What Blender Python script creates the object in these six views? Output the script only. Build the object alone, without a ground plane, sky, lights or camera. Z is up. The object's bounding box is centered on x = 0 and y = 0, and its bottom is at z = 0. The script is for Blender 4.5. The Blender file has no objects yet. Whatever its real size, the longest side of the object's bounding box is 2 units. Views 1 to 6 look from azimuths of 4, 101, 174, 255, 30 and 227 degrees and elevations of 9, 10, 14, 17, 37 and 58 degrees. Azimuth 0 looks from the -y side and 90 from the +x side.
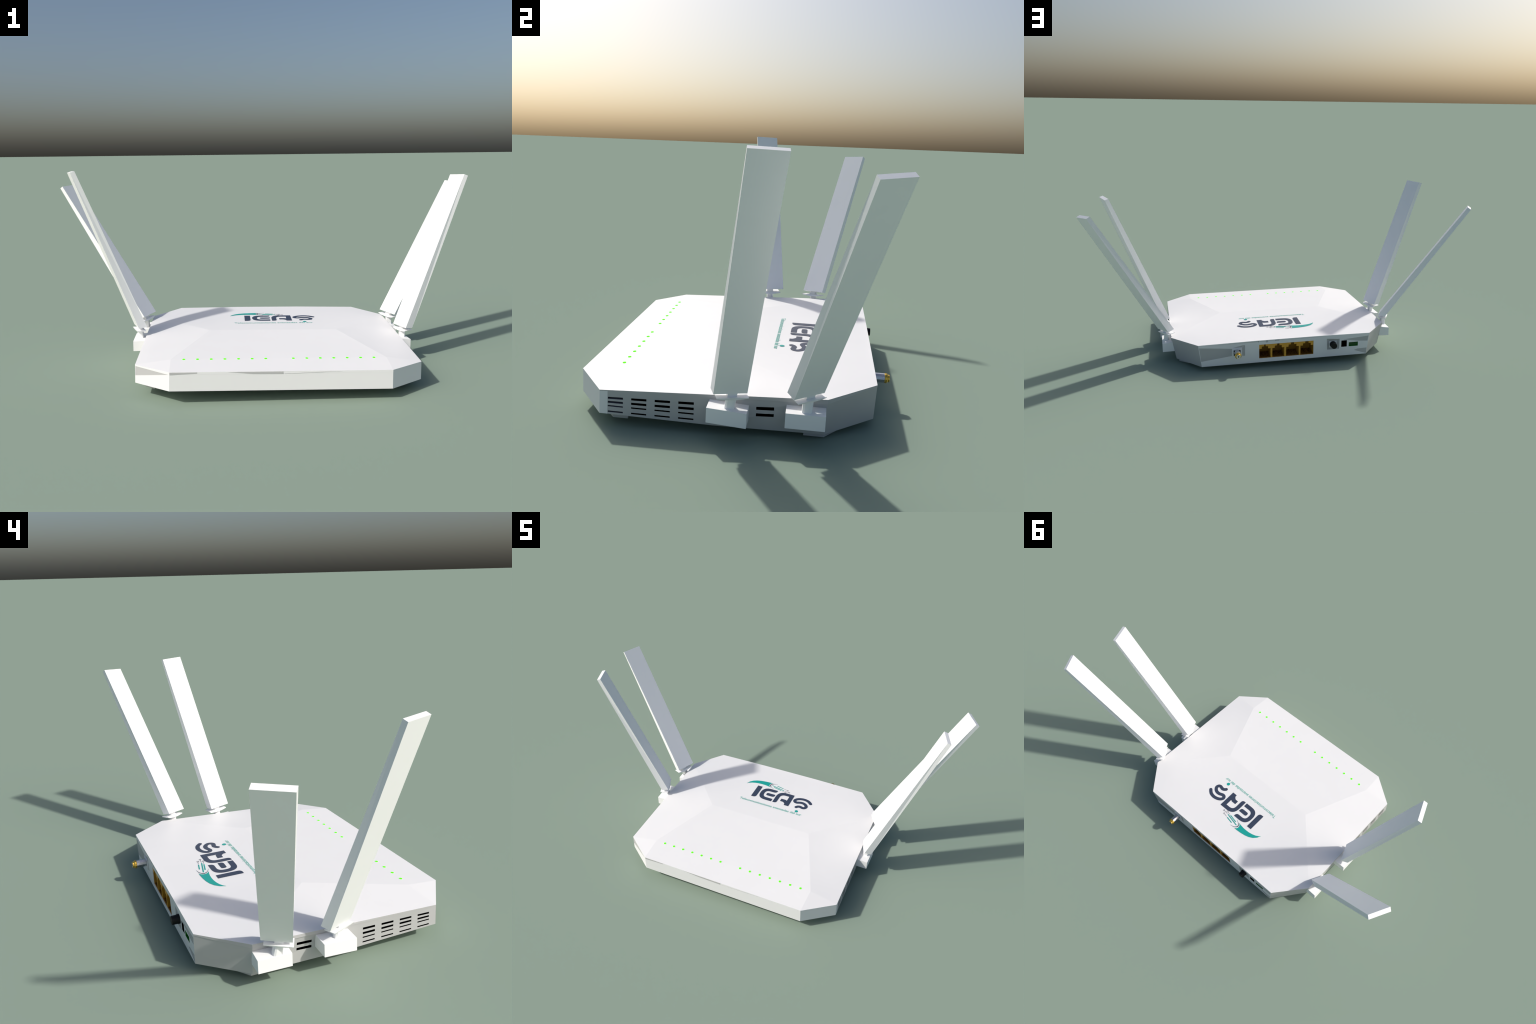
import bpy, bmesh, math
from mathutils import Vector, Matrix

# ------------------------------------------------------------------ frame
# The router stands a little askew on its feet: yaw ~6 deg, slightly tilted.
# Everything is modelled upright in the router's own frame:
#   x right (seen from the front), y from the front edge to the back, z up.
EX = Vector((0.99395, 0.10886, -0.01453))
EY = Vector((-0.10917, 0.99377, -0.02236))
EZ = EX.cross(EY).normalized()
ORIGIN = Vector((0.10014, -0.49428, 0.05040))
FRAME = Matrix((( EX.x, EY.x, EZ.x, ORIGIN.x),
                ( EX.y, EY.y, EZ.y, ORIGIN.y),
                ( EX.z, EY.z, EZ.z, ORIGIN.z),
                (0, 0, 0, 1)))

scene = bpy.context.scene
coll = scene.collection


# -------------------------------------------------------------- materials
def nodes_of(name):
    m = bpy.data.materials.new(name)
    m.use_nodes = True
    nt = m.node_tree
    return m, nt, nt.nodes["Principled BSDF"]


def plastic(name, col, rough=0.5, var=0.02, bump=0.0, spec=0.5, coat=0.0):
    """Moulded plastic: flat colour with a very faint mottling and fine grain."""
    m, nt, b = nodes_of(name)
    tc = nt.nodes.new("ShaderNodeTexCoord")
    n = nt.nodes.new("ShaderNodeTexNoise")
    n.inputs["Scale"].default_value = 9.0
    n.inputs["Detail"].default_value = 3.0
    nt.links.new(tc.outputs["Object"], n.inputs["Vector"])
    r = nt.nodes.new("ShaderNodeValToRGB")
    lo = [c * (1 - var) for c in col]
    hi = [min(1.0, c * (1 + var)) for c in col]
    r.color_ramp.elements[0].position = 0.3
    r.color_ramp.elements[1].position = 0.7
    r.color_ramp.elements[0].color = (*lo, 1)
    r.color_ramp.elements[1].color = (*hi, 1)
    nt.links.new(n.outputs["Fac"], r.inputs["Fac"])
    nt.links.new(r.outputs["Color"], b.inputs["Base Color"])
    b.inputs["Roughness"].default_value = rough
    b.inputs["Specular IOR Level"].default_value = spec
    b.inputs["Coat Weight"].default_value = coat
    if bump > 0:
        g = nt.nodes.new("ShaderNodeTexNoise")
        g.inputs["Scale"].default_value = 420.0
        bn = nt.nodes.new("ShaderNodeBump")
        bn.inputs["Strength"].default_value = bump
        bn.inputs["Distance"].default_value = 0.0005
        nt.links.new(tc.outputs["Object"], g.inputs["Vector"])
        nt.links.new(g.outputs["Fac"], bn.inputs["Height"])
        nt.links.new(bn.outputs["Normal"], b.inputs["Normal"])
    return m


def metal(name, col, rough):
    m, nt, b = nodes_of(name)
    tc = nt.nodes.new("ShaderNodeTexCoord")
    n = nt.nodes.new("ShaderNodeTexNoise")
    n.inputs["Scale"].default_value = 60.0
    nt.links.new(tc.outputs["Object"], n.inputs["Vector"])
    mr = nt.nodes.new("ShaderNodeMapRange")
    mr.inputs["To Min"].default_value = rough * 0.8
    mr.inputs["To Max"].default_value = rough * 1.2
    nt.links.new(n.outputs["Fac"], mr.inputs["Value"])
    nt.links.new(mr.outputs["Result"], b.inputs["Roughness"])
    b.inputs["Base Color"].default_value = (*col, 1)
    b.inputs["Metallic"].default_value = 1.0
    return m


WHITE = plastic("white_plastic", (0.845, 0.845, 0.848), 0.5, 0.006)
GREY = plastic("flat_grey", (0.50, 0.50, 0.50), 0.5, 0.01)
ANTENNA_WHITE = plastic("antenna_white_plastic", (0.95, 0.955, 0.955), 0.5, 0.006)
BLACK = plastic("black_void", (0.001, 0.001, 0.001), 1.0, 0.0, spec=0.0)
SLOT_GREY = plastic("slot_grey", (0.20, 0.20, 0.23), 0.8, 0.0, spec=0.2)
BUTTON_BLACK = plastic("black_plastic", (0.004, 0.004, 0.004), 0.5, 0.05, spec=0.3)
AMBER = plastic("amber_plastic", (0.70, 0.35, 0.030), 0.5, 0.03)
SHADE_AMBER = plastic("amber_darkened_for_shade", (0.50, 0.25, 0.014), 0.6, 0.03)  # AMBER darkened to paint the shade inside the network ports
PIN_BROWN = plastic("contact_brown", (0.20, 0.080, 0.008), 0.45, 0.05)
GREEN = plastic("green_plastic", (0.003, 0.20, 0.010), 0.5, 0.04)
NAVY = plastic("navy_print", (0.036, 0.051, 0.092), 0.5, 0.02)
TEAL = plastic("teal_print", (0.006, 0.36, 0.315), 0.5, 0.02)
PALE_TEAL = plastic("pale_teal_print", (0.16, 0.50, 0.43), 0.5, 0.02)
STEEL = metal("nickel", (0.60, 0.60, 0.62), 0.28)
GOLD = metal("gold_plating", (0.80, 0.52, 0.10), 0.30)

m, nt, b = nodes_of("green_lamp")
b.inputs["Base Color"].default_value = (0.04, 0.45, 0.01, 1)
b.inputs["Specular IOR Level"].default_value = 0.0
b.inputs["Emission Color"].default_value = (0.17, 1.0, 0.02, 1)
b.inputs["Emission Strength"].default_value = 0.85
b.inputs["Roughness"].default_value = 0.4
LAMP = m


# ---------------------------------------------------------------- helpers
root = bpy.data.objects.new("wifi_router", None)
root.empty_display_size = 0.2
coll.objects.link(root)
root.matrix_world = FRAME
root["label"] = "white faceted router with four angled flat antennas"
root["category"] = "wifi router"


def add(name, mesh, mats, parent=root, matrix=None):
    o = bpy.data.objects.new(name, mesh)
    coll.objects.link(o)
    if mats is not None:
        for mm in (mats if isinstance(mats, (list, tuple)) else [mats]):
            mesh.materials.append(mm)
    o.parent = parent
    if matrix is not None:
        o.matrix_local = matrix
    return o


def mesh_from(name, verts, faces):
    me = bpy.data.meshes.new(name)
    me.from_pydata([tuple(v) for v in verts], [], faces)
    bm = bmesh.new()
    bm.from_mesh(me)
    bmesh.ops.recalc_face_normals(bm, faces=bm.faces)
    bm.to_mesh(me)
    bm.free()
    return me


def box_mesh(name, lo, hi, bevel=0.0):
    bm = bmesh.new()
    bmesh.ops.create_cube(bm, size=1.0)
    lo, hi = Vector(lo), Vector(hi)
    for v in bm.verts:
        v.co = Vector((lo[i] + (v.co[i] + 0.5) * (hi[i] - lo[i]) for i in range(3)))
    if bevel:
        bmesh.ops.bevel(bm, geom=bm.edges[:], offset=bevel, segments=2, affect='EDGES')
    me = bpy.data.meshes.new(name)
    bm.to_mesh(me)
    bm.free()
    return me


def prism_y(name, poly, y0, y1):
    """Extrude an x-z polygon along y."""
    n = len(poly)
    v = [(x, y0, z) for x, z in poly] + [(x, y1, z) for x, z in poly]
    f = [list(range(n)), list(range(2 * n - 1, n - 1, -1))]
    f += [[i, (i + 1) % n, n + (i + 1) % n, n + i] for i in range(n)]
    return mesh_from(name, v, f)


def revolve_y(name, profile, cx, cz, seg=24):
    """Profile of (radius, y) turned about an axis parallel to y."""
    v, f = [], []
    for r, y in profile:
        for k in range(seg):
            a = 2 * math.pi * k / seg
            v.append((cx + r * math.cos(a), y, cz + r * math.sin(a)))
    for i in range(len(profile) - 1):
        for k in range(seg):
            k2 = (k + 1) % seg
            f.append([i * seg + k, i * seg + k2, (i + 1) * seg + k2, (i + 1) * seg + k])
    f.append(list(range(seg)))
    f.append([(len(profile) - 1) * seg + k for k in range(seg)])
    return mesh_from(name, v, f)


def smooth(me, angle=30):
    me.shade_smooth()
    me.set_sharp_from_angle(angle=math.radians(angle))


def boolean(target, cutters):
    """Subtract a list of (mesh, material) from the target object."""
    bm = bmesh.new()
    mats = []
    for me, mat in cutters:
        if mat not in mats:
            mats.append(mat)
        start = len(bm.faces)
        bm.from_mesh(me)
        bm.faces.ensure_lookup_table()
        for i in range(start, len(bm.faces)):
            bm.faces[i].material_index = mats.index(mat)
    cm = bpy.data.meshes.new("cutter")
    bm.to_mesh(cm)
    bm.free()
    for mm in mats:
        cm.materials.append(mm)
    c = bpy.data.objects.new("cutter", cm)
    coll.objects.link(c)
    c.parent = root
    mod = target.modifiers.new("cut", 'BOOLEAN')
    mod.operation = 'DIFFERENCE'
    mod.solver = 'EXACT'
    mod.material_mode = 'TRANSFER'
    mod.object = c
    bpy.context.view_layer.update()
    dg = bpy.context.evaluated_depsgraph_get()
    new = bpy.data.meshes.new_from_object(target.evaluated_get(dg))
    target.modifiers.clear()
    print("cut", target.name, len(target.data.polygons), "->", len(new.polygons))
    if len(new.polygons) < 6:                      # solver gave up: keep the uncut solid
        bpy.data.objects.remove(c)
        return target.data
    old = target.data
    target.data = new
    new.name = old.name
    bpy.data.objects.remove(c)
    return new


def wall_is_grey(c, n):
    """Side walls and rear chamfers are grey;
    front, front chamfers and back are white."""
    if abs(n.z) > 0.5:
        return False
    if abs(n.x) > 0.9 and (c.x < 0 or c.y > 0.131):
        return True
    return n.y > 0.4 and abs(n.x) > 0.5 and c.y > 0.8


def mirror_ring(pts):
    """Right-hand outline points front->back; returns the closed ring."""
    return [Vector(p) for p in pts] + [Vector((-p[0], p[1], p[2])) for p in reversed(pts)]


# ------------------------------------------------------------------- body
# outline of the lid's upper edge (right half, front to back)
TOP = [(0.4303, -0.0010, 0.0755), (0.5740, 0.1067, 0.0735),
       (0.5745, 0.7820, 0.1095), (0.4482, 0.9308, 0.1170), (0.1600, 0.9308, 0.1205)]
# lower edge of the case
BOT = [(0.4314, 0.0000, 0.0), (0.5745, 0.1065, 0.0), (0.5690, 0.4500, -0.0070),
       (0.5512, 0.7780, -0.0099), (0.4325, 0.9290, 0.0)]
# how far the lid's skirt hangs down at each TOP point
SKIRT = [0.009, 0.003, 0.014, 0.005, 0.005]
LIP = 0.0012

P1 = (0.4346, 0.1225, 0.0886)       # facet corners on the lid
P2 = (0.2885, 0.4764, 0.1147)
Q = (0.3000, 0.9050, 0.1188)        # where the deck meets the slightly crowned rear edge


def lid():
    up = mirror_ring(TOP)
    n = len(up)
    low = [Vector((p.x, p.y, p.z - s)) for p, s in zip(up, SKIRT + SKIRT[::-1])]
    v = up + low
    r = {}
    for key, p in (("P1", P1), ("P2", P2), ("Q", Q)):
        r[key + "R"] = len(v); v.append(Vector(p))
        r[key + "L"] = len(v); v.append(Vector((-p[0], p[1], p[2])))
    fr, sr, br, kr, mr = range(5)
    ml, kl, bl, sl, fl = range(5, 10)
    f = [[fl, fr, r["P1R"], r["P1L"]],
         [r["P1L"], r["P1R"], r["P2R"], r["P2L"]],
         [fr, sr, r["P1R"]], [fl, r["P1L"], sl],
         [sr, br, r["P2R"]], [sr, r["P2R"], r["P1R"]],
         [sl, r["P2L"], bl], [sl, r["P1L"], r["P2L"]],
         [br, kr, r["P2R"]], [bl, r["P2L"], kl],
         [r["P2R"], kr, r["QR"]], [r["P2L"], r["QL"], kl],
         [r["QR"], kr, mr], [r["QL"], ml, kl],
         [r["P2L"], r["P2R"], r["QR"], r["QL"]],
         [r["QL"], r["QR"], mr, ml]]
    f += [[i, n + i, n + (i + 1) % n, (i + 1) % n] for i in range(n)]
    f.append([n + i for i in range(n)])
    me = mesh_from("lid", v, f)
    return me


lid_mesh = lid()
# facets stay crisp; only the diagonals inside a warped facet are blended
lid_mesh.shade_smooth()
bm = bmesh.new()
bm.from_mesh(lid_mesh)
for e in bm.edges:
    a, c = sorted((v.co for v in e.verts), key=lambda q: q.y)
    blend = e.calc_face_angle(0) < math.radians(8) and (
        (abs(a.x) > 0.57 and a.y < 0.2 and abs(c.y - P2[1]) < 0.01)         # warped side slope
        or (a.y > P2[1] - 0.01 and c.y > 0.90 and a.y < 0.92 and abs(a.x) < 0.5))   # rear deck
    e.smooth = blend
bm.to_mesh(lid_mesh)
bm.free()
for p in lid_mesh.polygons:
    p.material_index = 1 if wall_is_grey(p.center, p.normal) and abs(p.normal.z) < 0.2 else 0
add("lid", lid_mesh, [WHITE, GREY])


def case():
    bot = mirror_ring(BOT)
    cy = 0.46

    def inset(p, z):
        lip = LIP if abs(p[0]) > 0.56 and p[1] > 0.2 else 0.0003
        d = Vector((p[0], p[1] - cy, 0)).normalized()
        return Vector((p[0] - d.x * lip, p[1] - d.y * lip, z))
    side_mid = Vector(TOP[1]).lerp(Vector(TOP[2]), (0.45 - 0.1067) / (0.782 - 0.1067))
    tp = [TOP[0], TOP[1], tuple(side_mid), TOP[2], TOP[3]]
    top = [inset(p, p[2] - 0.0025) for p in tp]
    top = top + [Vector((-p.x, p.y, p.z)) for p in reversed(top)]
    n = len(bot)
    v = bot + top
    f = [[i, (i + 1) % n, n + (i + 1) % n, n + i] for i in range(n)]
    f.append(list(range(n)))
    f.append([n + i for i in range(n)])
    return mesh_from("case", v, f)


def split_face(me, pick, co, no):
    bm = bmesh.new()
    bm.from_mesh(me)
    fs = [f for f in bm.faces if pick(f)]
    geom = fs + list({e for f in fs for e in f.edges}) + list({v for f in fs for v in f.verts})
    bmesh.ops.bisect_plane(bm, geom=geom, plane_co=co, plane_no=no)
    bm.to_mesh(me)
    bm.free()


case_mesh = case()
split_face(case_mesh, lambda f: f.normal.x > 0.9, (0.57, 0.131, 0.05), (0, 1, 0))
for p in case_mesh.polygons:
    p.material_index = 1 if wall_is_grey(p.center, p.normal) else 0
case_obj = add("case", case_mesh, [WHITE, GREY])

# thin grey wedges on the lid's front skirt
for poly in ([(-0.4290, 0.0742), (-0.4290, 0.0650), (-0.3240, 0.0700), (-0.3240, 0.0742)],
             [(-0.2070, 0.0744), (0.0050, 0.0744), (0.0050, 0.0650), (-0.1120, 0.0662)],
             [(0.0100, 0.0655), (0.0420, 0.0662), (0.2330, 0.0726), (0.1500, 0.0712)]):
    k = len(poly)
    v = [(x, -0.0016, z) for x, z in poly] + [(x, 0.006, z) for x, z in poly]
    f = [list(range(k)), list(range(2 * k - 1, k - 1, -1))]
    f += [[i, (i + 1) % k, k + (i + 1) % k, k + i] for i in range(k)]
    add("grey_wedge", mesh_from("grey_wedge", v, f), GREY)
# and on its rear skirt above the network sockets
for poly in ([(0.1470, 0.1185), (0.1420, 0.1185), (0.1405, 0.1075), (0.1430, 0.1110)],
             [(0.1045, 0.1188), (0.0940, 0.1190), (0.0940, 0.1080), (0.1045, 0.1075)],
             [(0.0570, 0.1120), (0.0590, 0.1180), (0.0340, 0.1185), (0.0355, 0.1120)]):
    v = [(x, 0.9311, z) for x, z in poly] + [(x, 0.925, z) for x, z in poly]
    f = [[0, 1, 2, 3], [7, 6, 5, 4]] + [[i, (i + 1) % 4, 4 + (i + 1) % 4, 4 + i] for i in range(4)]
    add("grey_wedge", mesh_from("grey_wedge", v, f), GREY)

# ------------------------------------------------------- openings in case
cut = []
slot_geo = []


def lerp(a, b, t):
    return a + (b - a) * t


def side_slot(side, y0, y1, z0a, z0b, z1a, z1b):
    """Slot through the side wall: lower/upper edges slope from y0 to y1."""
    xa, xb = 0.550 * side, 0.60 * side
    v = [(x, y, z) for x in (xa, xb) for (y, z) in
         ((y0, z0a), (y1, z0b), (y1, z1b), (y0, z1a))]
    f = [[0, 1, 2, 3], [4, 5, 6, 7], [0, 1, 5, 4], [1, 2, 6, 5], [2, 3, 7, 6], [3, 0, 4, 7]]
    return mesh_from("slot", v, f)


SLOT_PITCH, SLOT_LEN, SLOT_START = 0.0711, 0.0463, 0.1335
# row edges (z low, z high) in the first and the last column
ROWS_FIRST = [(0.0470, 0.0533), (0.0343, 0.0405), (0.0232, 0.0274), (0.0054, 0.0100)]
ROWS_LAST = [(0.0535, 0.0615), (0.0362, 0.0443), (0.0217, 0.0264), (0.0042, 0.0090)]
for side in (1, -1):
    for col in range(4):
        y0 = SLOT_START + col * SLOT_PITCH - (0.0015 if side > 0 else -0.0005)
        y1 = y0 + SLOT_LEN
        t0, t1 = [(y - SLOT_START) / (3 * SLOT_PITCH + SLOT_LEN) for y in (y0, y1)]
        for ra, rb in zip(ROWS_FIRST, ROWS_LAST):
            cut.append((side_slot(side, y0, y1, lerp(ra[0], rb[0], t0), lerp(ra[0], rb[0], t1),
                                  lerp(ra[1], rb[1], t0), lerp(ra[1], rb[1], t1)),
                        SLOT_GREY if side > 0 and col == 0 else BLACK))
    ym = 0.5780 if side < 0 else 0.5760
    for za, zb, ha, hb in ((0.0565, 0.0592, 0.0662, 0.0695), (0.0360, 0.0377, 0.0455, 0.0477)):
        cut.append((side_slot(side, ym, ym + 0.0523, za, zb, ha, hb), BLACK))


def back_box(x0, x1, z0, z1, depth, mat):
    cut.append((box_mesh("c", (x0, 0.93 - depth, z0), (x1, 0.97, z1)), mat))


LAN = (-0.1458, 0.1398, 0.0212, 0.0969)
back_box(*LAN, 0.085, WHITE)
back_box(-0.3258, -0.2956, 0.0487, 0.0843, 0.03, BLACK)       # power socket
back_box(-0.3862, -0.3362, 0.0486, 0.0717, 0.009, GREEN)      # green socket
back_box(0.2360, 0.2708, 0.0478, 0.0787, 0.03, BLACK)         # coax opening


def frustum(outer, inner, depth, mat):
    """Tapered recess in the back wall: outer (x,z) outline at the wall, inner at depth."""
    n = len(outer)
    v = []
    for (xo, zo), (xi, zi) in zip(outer, inner):
        v.append((xo + (xo - xi) * 0.5, 0.93 + depth * 0.5, zo + (zo - zi) * 0.5))
    v += [(x, 0.93 - depth, z) for x, z in inner]
    f = [list(range(n)), list(range(2 * n - 1, n - 1, -1))]
    f += [[i, (i + 1) % n, n + (i + 1) % n, n + i] for i in range(n)]
    cut.append((mesh_from("c", v, f), mat))


# shallow dished field around the round button
frustum([(-0.2170, 0.1000), (-0.2180, 0.0385), (-0.2850, 0.0385), (-0.2850, 0.0950)],
        [(-0.2300, 0.0850), (-0.2310, 0.0480), (-0.2720, 0.0480), (-0.2720, 0.0850)], 0.006, GREY)


def grey_patch(pts, normal):
    """Grey polygon sunk a hair deep into a wall."""
    n = Vector(normal).normalized()
    k = len(pts)
    v = [Vector(p) + n * 0.004 for p in pts] + [Vector(p) - n * 0.0007 for p in pts]
    f = [list(range(k)), list(range(2 * k - 1, k - 1, -1))]
    f += [[i, (i + 1) % k, k + (i + 1) % k, k + i] for i in range(k)]
    cut.append((mesh_from("c", v, f), GREY))


def back_y(z):
    return 0.9290 + 0.0015 * z / 0.115


for poly in ([(0.4440, 0.1030), (0.2795, 0.0866), (0.2795, 0.0476), (0.4345, 0.0287)],
             [(0.2128, 0.1030), (0.2128, 0.0433), (0.2275, 0.0440), (0.2275, 0.0900)],
             [(0.2150, 0.1030), (0.2290, 0.0905), (0.2730, 0.0915), (0.2500, 0.0965)],
             [(-0.3050, 0.0905), (-0.3900, 0.0765), (-0.4385, 0.0730), (-0.4430, 0.1010)],
             [(-0.3660, 0.0255), (-0.3850, 0.0320), (-0.4350, 0.0335), (-0.4325, 0.0020)]):
    grey_patch([(x, back_y(z), z) for x, z in poly], (0, 1, 0))
# wedge on the front-left chamfer
grey_patch([(-0.5715, 0.1052, 0.0680), (-0.5720, 0.1056, 0.0302), (-0.4328, 0.0015, 0.0645)], (-0.598, -0.801, 0))

# cut in small groups of cutters that do not touch each other
groups = [cut[:36], cut[36:40], cut[40:41]] + [[c] for c in cut[41:]]
for g in groups:
    boolean(case_obj, g)
case_obj.data.shade_flat()

# feet: four corner pads under the case
for sx in (1, -1):
    for poly in ([(0.5377, 0.7177), (0.5377, 0.7780), (0.4884, 0.8150), (0.4884, 0.7177)],
                 [(0.5425, 0.1840), (0.5425, 0.1380), (0.4980, 0.1030), (0.4980, 0.1840)]):
        zb = -0.0252
        v = [(sx * x, y, zb) for x, y in poly] + [(sx * x, y, 0.004) for x, y in poly]
        f = [[0, 1, 2, 3], [4, 5, 6, 7]] + [[i, (i + 1) % 4, 4 + (i + 1) % 4, 4 + i] for i in range(4)]
        add("foot", mesh_from("foot", v, f), GREY)

# ---------------------------------------------------------------- sockets
block = add("network_socket", box_mesh("network_socket", (LAN[0] + .0004, 0.848, LAN[2] + .0004),
                                       (LAN[1] - .0004, 0.9275, LAN[3] - .0004)), AMBER)
PORTS = [(0.0800, 0.1388), (0.0087, 0.0712), (-0.0685, -0.0010), (-0.1446, -0.0768)]
tcuts = []
for x0, x1 in PORTS:
    a, bb = 0.0130, 0.0250
    poly = [(x0, 0.0222), (x1, 0.0222), (x1, 0.0726), (x1 - a, 0.0726), (x1 - a, 0.0850),
            (x1 - bb, 0.0850), (x1 - bb, 0.0961), (x0 + bb, 0.0961), (x0 + bb, 0.0850),
            (x0 + a, 0.0850), (x0 + a, 0.0726), (x0, 0.0726)]
    tcuts.append((prism_y("t", poly, 0.852, 0.95), SHADE_AMBER))
boolean(block, tcuts)
block.data.shade_flat()

# spring contacts: thin ribs along the floor of each port
pin = box_mesh("contact_pin", (-0.0017, 0.853, 0.0), (0.0017, 0.9255, 0.0035))
pin.materials.append(PIN_BROWN)
for x0, x1 in PORTS:
    for k in range(8):
        x = lerp(x0 + 0.006, min(x1, 0.1385) - 0.006, k / 7)
        o = bpy.data.objects.new("contact_pin", pin)
        coll.objects.link(o)
        o.parent = block
        o.location = (x, 0, 0.0223)

# white pad behind the button, dark floor of the green socket
add("button_pad", box_mesh("button_pad", (-0.2712, 0.915, 0.0490), (-0.2312, 0.9262, 0.0842)), WHITE)
DARK_GREEN = plastic("dark_green_plastic", (0.001, 0.075, 0.004), 0.5, 0.04)
add("socket_floor", box_mesh("socket_floor", (-0.3810, 0.915, 0.0525), (-0.3420, 0.9235, 0.0670)), DARK_GREEN)
# round push button
bt = revolve_y("power_button", [(0.0172, 0.915), (0.0172, 0.934), (0.0160, 0.9355),
                                (0.0156, 0.953), (0.0150, 0.955)], -0.2508, 0.0665, 32)
smooth(bt, 40)
add("power_button", bt, BUTTON_BLACK)

# coax connector
cx, cz = 0.2537, 0.0668
collar = prism_y("connector_collar", [(0.2288, 0.0492), (0.2777, 0.0488), (0.2777, 0.0884), (0.2290, 0.0868)],
                 0.922, 0.9335)
collar_o = add("connector_collar", collar, WHITE)
boolean(collar_o, [(box_mesh("h", (0.2360, 0.90, 0.0460), (0.2708, 0.96, 0.0787)), BLACK)])
barrel = revolve_y("coax_connector", [(0.0148, 0.905), (0.0158, 0.910), (0.0158, 0.972)], cx, cz, 10)
barrel_o = add("coax_connector", barrel, STEEL)
cap = revolve_y("connector_cap", [(0.0150, 0.9715), (0.0168, 0.9735), (0.0165, 0.9800),
                                  (0.0128, 0.9830), (0.0128, 0.9880), (0.0118, 0.9890)], cx, cz, 12)
add("connector_cap", cap, GOLD, barrel_o)
face = revolve_y("connector_face", [(0.0108, 0.986), (0.0108, 0.9896)], cx, cz, 20)
add("connector_face", face, STEEL, barrel_o)
hole = revolve_y("connector_hole", [(0.0035, 0.985), (0.0035, 0.9902)], cx, cz, 14)
add("connector_hole", hole, BLACK, barrel_o)

# ------------------------------------------------------------ status lamps
lamp = bpy.data.meshes.new("status_lamp")
bm = bmesh.new()
bmesh.ops.create_cone(bm, cap_ends=True, segments=20, radius1=0.0057, radius2=0.0055, depth=0.003)
bm.to_mesh(lamp)
bm.free()
lamp.materials.append(LAMP)
for sgn in (-1, 1):
    for k in range(7):
        x = sgn * (0.0555 + 0.0545 * k)
        o = bpy.data.objects.new("status_lamp", lamp)
        coll.objects.link(o)
        o.parent = root
        o.location = (x, 0.1193, 0.0882)
        o.rotation_euler = (math.radians(6), 0, 0)


# ------------------------------------------------------------------ print
def plate_z(x, y):
    """Height of the lid's rear deck."""
    return lerp(P2[2], Q[2], (y - P2[1]) / (Q[1] - P2[1]))


INK = 0.0009


def ink_mesh(name, outlines, fill=True):
    """Thin printed layer from closed outlines (later ones are holes)."""
    cu = bpy.data.curves.new(name, 'CURVE')
    cu.dimensions = '2D'
    cu.fill_mode = 'BOTH'
    cu.extrude = 0.0002
    for pts in outlines:
        s = cu.splines.new('POLY')
        s.points.add(len(pts) - 1)
        for p, q in zip(s.points, pts):
            p.co = (q[0], q[1], 0, 1)
        s.use_cyclic_u = True
    return curve_to_ink(name, cu)


def curve_to_ink(name, cu):
    o = bpy.data.objects.new(name, cu)
    coll.objects.link(o)
    bpy.context.view_layer.update()
    me = bpy.data.meshes.new_from_object(o.evaluated_get(bpy.context.evaluated_depsgraph_get()))
    bpy.data.objects.remove(o)
    for v in me.vertices:
        v.co.z += plate_z(v.co.x, v.co.y) + INK
    me.name = name
    return me


def rounded(pts, seg=8):
    """Polygon with fillets: each point is (x, y) or (x, y, radius)."""
    out = []
    n = len(pts)
    for i, p in enumerate(pts):
        r = p[2] if len(p) > 2 else 0
        c = Vector(p[:2])
        if r <= 0:
            out.append(c)
            continue
        a = (Vector(pts[i - 1][:2]) - c)
        b2 = (Vector(pts[(i + 1) % n][:2]) - c)
        da, db = a.normalized(), b2.normalized()
        half = math.acos(max(-1, min(1, da.dot(db)))) / 2
        t = min(r / math.tan(half), a.length * 0.99, b2.length * 0.99)
        A, B = c + da * t, c + db * t
        for k in range(seg + 1):
            u = k / seg
            out.append(A * (1 - u) ** 2 + c * 2 * u * (1 - u) * 1.0 + B * u * u)
    return [(q[0], q[1]) for q in out]


def stroke(center, width, caps=True, seg=6):
    """Outline of a smooth stroke of constant (or per-point) width with round caps."""
    pts = [Vector(p) for p in center]
    dense = []
    for i in range(len(pts) - 1):
        p0 = pts[max(i - 1, 0)]; p1 = pts[i]; p2 = pts[i + 1]; p3 = pts[min(i + 2, len(pts) - 1)]
        for k in range(seg):
            t = k / seg
            dense.append(0.5 * ((2 * p1) + (p2 - p0) * t + (2 * p0 - 5 * p1 + 4 * p2 - p3) * t * t
                                + (3 * p1 - p0 - 3 * p2 + p3) * t ** 3))
    dense.append(pts[-1])
    n = len(dense)
    left, right = [], []
    for i, p in enumerate(dense):
        d = (dense[min(i + 1, n - 1)] - dense[max(i - 1, 0)]).normalized()
        w = width(i / (n - 1)) if callable(width) else width
        nn = Vector((-d.y, d.x)) * w / 2
        left.append(p + nn)
        right.append(p - nn)
    out = left[:]
    if caps:
        d = (dense[-1] - dense[-2]).normalized()
        a0 = math.atan2(d.y, d.x)
        for k in range(1, 8):
            a = a0 + math.pi / 2 - math.pi * k / 8
            out.append(dense[-1] + Vector((math.cos(a), math.sin(a))) * width / 2)
    out += right[::-1]
    if caps:
        d = (dense[0] - dense[1]).normalized()
        a0 = math.atan2(d.y, d.x)
        for k in range(1, 8):
            a = a0 + math.pi / 2 - math.pi * k / 8
            out.append(dense[0] + Vector((math.cos(a), math.sin(a))) * width / 2)
    return [(q[0], q[1]) for q in out]


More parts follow.
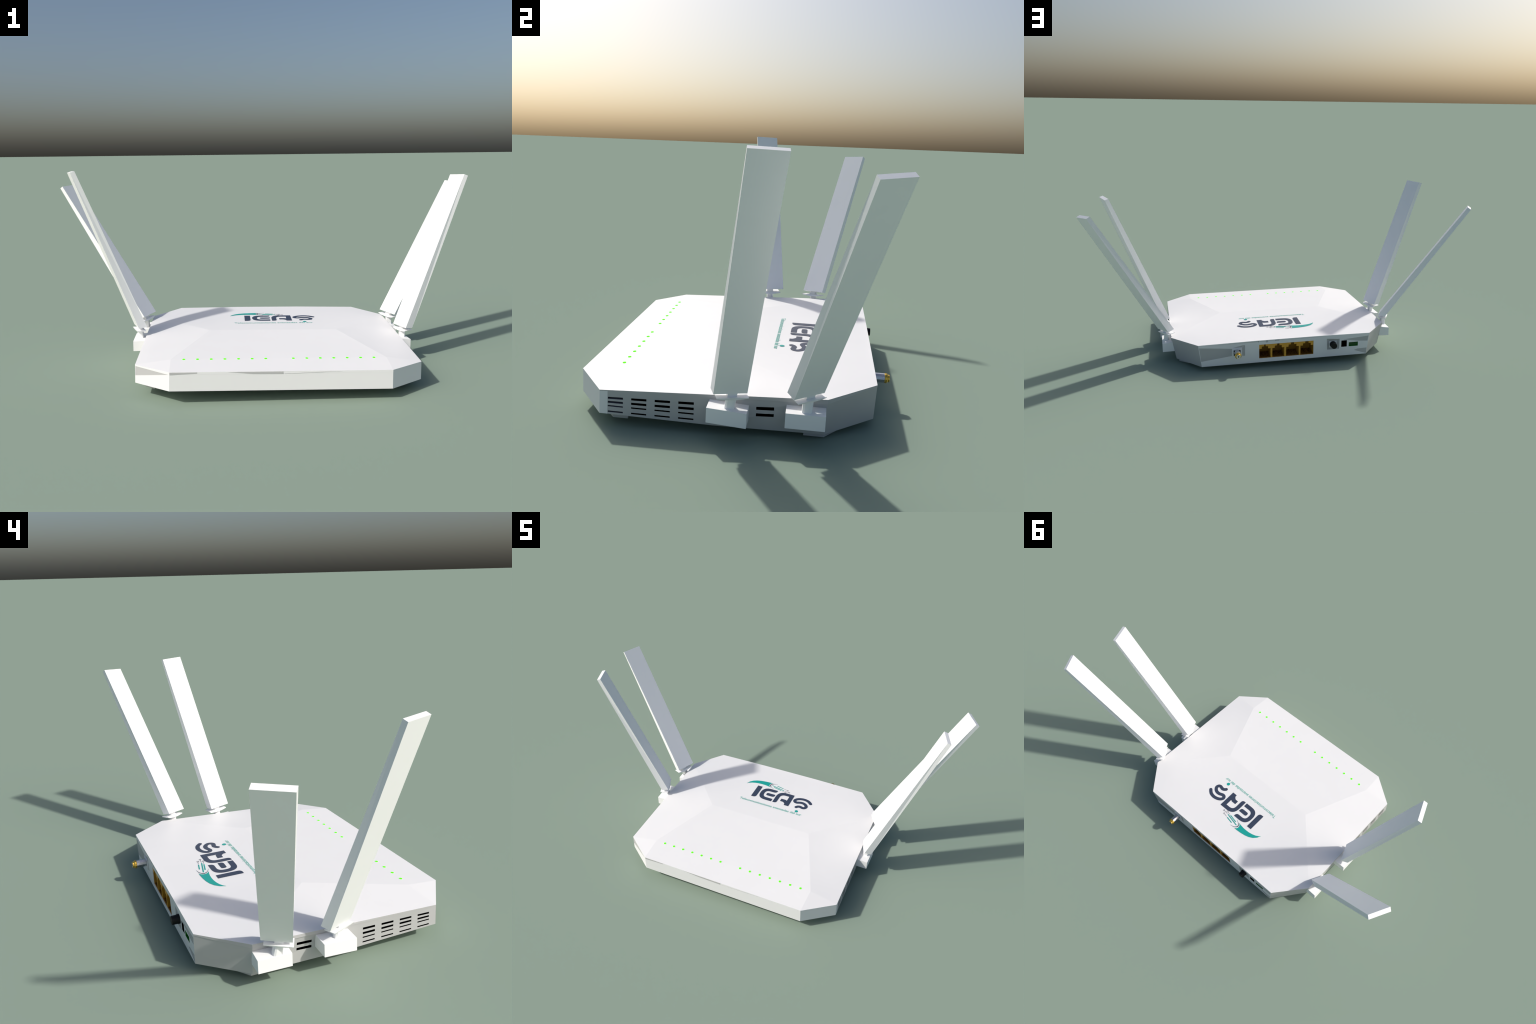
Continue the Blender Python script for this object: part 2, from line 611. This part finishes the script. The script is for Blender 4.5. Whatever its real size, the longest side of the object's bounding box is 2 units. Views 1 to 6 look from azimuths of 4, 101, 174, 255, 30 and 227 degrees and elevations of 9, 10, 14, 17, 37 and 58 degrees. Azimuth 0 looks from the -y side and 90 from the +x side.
def ring(cx, cy, r, n=24):
    return [(cx + r * math.cos(2 * math.pi * k / n), cy + r * math.sin(2 * math.pi * k / n)) for k in range(n)]


# the word in heavy rounded capitals
letter_i = rounded([(-0.1245, 0.6375), (-0.0965, 0.6375, 0.018), (-0.0965, 0.7390), (-0.1245, 0.7390)])
letter_e = rounded([(0.0005, 0.7395), (-0.0870, 0.7395, 0.048), (-0.0870, 0.6380, 0.048), (-0.0010, 0.6380),
                    (-0.0010, 0.6605), (-0.0640, 0.6605, 0.026), (-0.0640, 0.7180, 0.026), (0.0005, 0.7180, 0.018)])
letter_e_bar = rounded([(0.0005, 0.7000), (-0.0500, 0.7000, 0.010), (-0.0500, 0.6780, 0.010), (0.0005, 0.6780, 0.015)])
letter_a = rounded([(0.0075, 0.6380), (0.0300, 0.6380, 0.016), (0.0300, 0.7175, 0.028), (0.0797, 0.7175),
                    (0.0797, 0.6790), (0.0700, 0.6840, 0.010), (0.0447, 0.6840), (0.0447, 0.6620),
                    (0.0640, 0.6620, 0.014), (0.0770, 0.6500, 0.012), (0.0770, 0.6385), (0.1040, 0.6385),
                    (0.1040, 0.7395), (0.0075, 0.7395, 0.050)])
letter_s = stroke([(0.2128, 0.7072), (0.1947, 0.7222), (0.1709, 0.7283), (0.1480, 0.7255), (0.1300, 0.7165),
                   (0.1205, 0.7030), (0.1250, 0.6910), (0.1370, 0.6880), (0.1480, 0.6920), (0.1620, 0.6960),
                   (0.1785, 0.6940), (0.1915, 0.6855), (0.1985, 0.6735), (0.1945, 0.6615), (0.1850, 0.6570),
                   (0.1750, 0.6590), (0.1650, 0.6610), (0.1549, 0.6574), (0.1478, 0.6500)], 0.0178)
for outl in (letter_i, letter_e, letter_e_bar, letter_a, letter_s):
    add("printed_letter", ink_mesh("printed_letter", [outl]), NAVY)
add("printed_dot", ink_mesh("printed_dot", [ring(0.1622, 0.6172, 0.0090)]), TEAL)

# comet-like swoosh with a crescent, dashes and little ringed lines
outer = [(-0.1946, 0.7320), (-0.1850, 0.7525), (-0.1690, 0.7690), (-0.1480, 0.7800), (-0.1240, 0.7868),
         (-0.0980, 0.7905), (-0.0720, 0.7925), (-0.0530, 0.7928)]
inner = [(-0.0520, 0.7530), (-0.0700, 0.7570), (-0.0900, 0.7596), (-0.1100, 0.7603), (-0.1300, 0.7592),
         (-0.1500, 0.7558), (-0.1690, 0.7500), (-0.1850, 0.7410)]
bite = [(-0.0625, 0.7870), (-0.0668, 0.7790), (-0.0672, 0.7700), (-0.0630, 0.7610)]
add("printed_swoosh", ink_mesh("printed_swoosh", [outer + bite + inner]), TEAL)
cres = stroke([(-0.0230, 0.7925), (-0.0450, 0.7890), (-0.0580, 0.7790), (-0.0600, 0.7700), (-0.0520, 0.7590),
               (-0.0310, 0.7465)], lambda t: 0.0006 + 0.0042 * math.sin(math.pi * t) ** 2, caps=False)
add("printed_crescent", ink_mesh("printed_crescent", [cres]), NAVY)
for a, c in (((0.0285, 0.7560), (-0.0480, 0.7725)), ((0.0137, 0.7510), (-0.0320, 0.7605)),
             ((0.0192, 0.7715), (-0.0180, 0.7790))):
    add("printed_dash", ink_mesh("printed_dash", [stroke([a, c], 0.0045)]), TEAL)
for a, c in (((0.0646, 0.7517), (0.0370, 0.7545)), ((0.0446, 0.7445), (0.0220, 0.7490)),
             ((0.0503, 0.7652), (0.0270, 0.7700))):
    d = (Vector(c) - Vector(a)).normalized() * 0.0042
    add("printed_line", ink_mesh("printed_line", [stroke([(a[0] + d.x, a[1] + d.y), c], 0.0011)]), NAVY)
    add("printed_ring", ink_mesh("printed_ring", [ring(*a, 0.0046), ring(*a, 0.0034)]), NAVY)

# small tag line
tx = bpy.data.curves.new("printed_tagline", 'FONT')
tx.body = "Telecomunicaciones avanzadas del sur"
tx.size = 1.0
tx.extrude = 0.0
tx.offset = 0.012
o = bpy.data.objects.new("tmp", tx)
coll.objects.link(o)
bpy.context.view_layer.update()
me = bpy.data.meshes.new_from_object(o.evaluated_get(bpy.context.evaluated_depsgraph_get()))
bpy.data.objects.remove(o)
xs = [v.co.x for v in me.vertices]
hcap = max(v.co.y for v in me.vertices)
sx = 0.374 / (max(xs) - min(xs))
sy = 0.0165 / hcap
for v in me.vertices:
    x = -0.1752 + (v.co.x - min(xs)) * sx
    y = 0.5905 + v.co.y * sy
    v.co = (x, y, plate_z(x, y) + INK)
add("printed_tagline", me, PALE_TEAL)

# --------------------------------------------------------------- antennas
# tip centre, direction of the long axis, direction of the wide side
ANTENNAS = [
    dict(tip=(0.8746, 0.5982, 0.8166), axis=(0.3559, 0.1384, 0.9242), wide=(0.3264, -0.9451, 0.0158),
         mount=(0.4380, 0.5545, 0.0740, 0.0660), out=0.6270, rise=0.003),
    dict(tip=(0.9533, 0.8762, 0.7786), axis=(0.4681, 0.2157, 0.8569), wide=(0.5309, -0.8439, -0.0775),
         mount=(0.6640, 0.7785, 0.0770, 0.0770), out=0.6200, rise=0.006),
    dict(tip=(-0.8741, 0.4205, 0.8260), axis=(-0.3554, -0.1247, 0.9264), wide=(-0.3522, 0.9359, -0.0092),
         mount=(0.4505, 0.5655, 0.0725, 0.0800), out=0.6310, rise=0.002),
    dict(tip=(-0.9955, 0.8644, 0.7523), axis=(-0.5282, 0.1982, 0.8257), wide=(0.4569, 0.8859, 0.0797),
         mount=(0.6680, 0.7820, 0.0710, 0.0755), out=0.6150, rise=0.008),
]

# blade in its own frame: x wide, y outward, z along; origin at the tip centre
blade_v = [(0.0516, 0.0094, 0.0006), (-0.0485, 0.0094, 0.0006), (-0.0516, -0.0095, -0.0006), (0.0485, -0.0095, -0.0006),
           (0.0435, 0.0170, -0.7460), (-0.0545, 0.0170, -0.7460), (-0.0530, -0.0187, -0.7570), (0.0462, -0.0187, -0.7570)]
blade_f = [[0, 1, 2, 3], [4, 5, 6, 7]] + [[i, (i + 1) % 4, 4 + (i + 1) % 4, 4 + i] for i in range(4)]
blade_mesh = mesh_from("antenna", blade_v, blade_f)
blade_mesh.materials.append(ANTENNA_WHITE)


def hinge_plate():
    """Thin foot plate under the blade, a little boat-shaped below."""
    v, f = [], []
    n = 12
    x0, x1 = -0.0583, 0.0340
    for i in range(n + 1):
        t = i / n
        x = lerp(x0, x1, t)
        belly = 0.0030 + 0.0050 * math.sin(math.pi * t)
        for y, z in ((0.0287, -0.7520), (-0.0092, -0.7705)):
            v.append((x, y, z))
        for y, z in ((-0.0092, -0.7705 - belly), (0.0287, -0.7520 - belly)):
            v.append((x, y, z))
    for i in range(n):
        for k in range(4):
            a, b2 = i * 4 + k, i * 4 + (k + 1) % 4
            f.append([a, b2, b2 + 4, a + 4])
    f += [[0, 1, 2, 3], [n * 4 + k for k in range(4)]]
    return mesh_from("hinge_plate", v, f)


plate_mesh = hinge_plate()
smooth(plate_mesh, 30)
plate_mesh.materials.append(ANTENNA_WHITE)

# neck joining blade and plate
neck_v = []
for z0, hw, hd in ((-0.744, 0.0150, 0.0080), (-0.750, 0.0140, 0.0085), (-0.758, 0.0132, 0.0095), (-0.768, 0.0160, 0.0115)):
    for sx2, sy2 in ((1, 1), (-1, 1), (-1, -1), (1, -1)):
        neck_v.append((-0.0122 + sx2 * hw, 0.0075 + sy2 * hd, z0 + sy2 * 0.005))
neck_f = [[0, 1, 2, 3], [12, 13, 14, 15]]
for i in range(3):
    neck_f += [[i * 4 + k, i * 4 + (k + 1) % 4, i * 4 + 4 + (k + 1) % 4, i * 4 + 4 + k] for k in range(4)]
neck_mesh = mesh_from("hinge_neck", neck_v, neck_f)
neck_mesh.materials.append(ANTENNA_WHITE)

for spec in ANTENNAS:
    az = Vector(spec["axis"]).normalized()
    ax = Vector(spec["wide"])
    ax = (ax - az * ax.dot(az)).normalized()
    ay = az.cross(ax)
    tip = Vector(spec["tip"])
    M = Matrix(((ax.x, ay.x, az.x, tip.x), (ax.y, ay.y, az.y, tip.y), (ax.z, ay.z, az.z, tip.z), (0, 0, 0, 1)))
    ant = bpy.data.objects.new("antenna", blade_mesh)
    coll.objects.link(ant)
    ant.parent = root
    ant.matrix_local = M
    for nm, me in (("hinge_plate", plate_mesh), ("hinge_neck", neck_mesh)):
        o = bpy.data.objects.new(nm, me)
        coll.objects.link(o)
        o.parent = ant
    side = 1 if tip.x > 0 else -1
    # mount: block with a sloping top on the side wall
    ya, yb, za, zb = spec["mount"]
    xo, xi = spec["out"], 0.5600
    prof = lambda z: [(xi, 0.030 + (z - 0.074)), (xo, 0.0290 + (z - 0.074)), (xo, z), (xi, z + spec["rise"])]
    v = [(side * x, ya, zz) for x, zz in prof(za)] + [(side * x, yb, zz) for x, zz in prof(zb)]
    f = [[0, 1, 2, 3], [4, 5, 6, 7]] + [[i, (i + 1) % 4, 4 + (i + 1) % 4, 4 + i] for i in range(4)]
    mount = add("antenna_mount", mesh_from("antenna_mount", v, f), ANTENNA_WHITE)
    # stem from the mount up to the plate
    top = M @ Vector((-0.0122, 0.0095, -0.7665))
    ym = (ya + yb) / 2
    base = Vector((side * 0.6000, lerp(ym, top.y, 0.35), 0.060))
    v, f = [], []
    n = 10
    ringn = [(0.0135 * math.copysign(abs(math.cos(a)) ** 0.6, math.cos(a)),
              0.0155 * math.copysign(abs(math.sin(a)) ** 0.6, math.sin(a)))
             for a in [2 * math.pi * (k + 0.5) / n for k in range(n)]]
    for t in (0, 0.75, 1.0):
        c = base.lerp(top, t)
        for dx, dy in ringn:
            v.append((c.x + dx * (1 if t < 1 else 0.85), c.y + dy, c.z))
    for i in range(2):
        f += [[i * n + k, i * n + (k + 1) % n, (i + 1) * n + (k + 1) % n, (i + 1) * n + k] for k in range(n)]
    f += [list(range(n)), [2 * n + k for k in range(n)]]
    st = mesh_from("hinge_stem", v, f)
    smooth(st, 25)
    add("hinge_stem", st, ANTENNA_WHITE, mount)
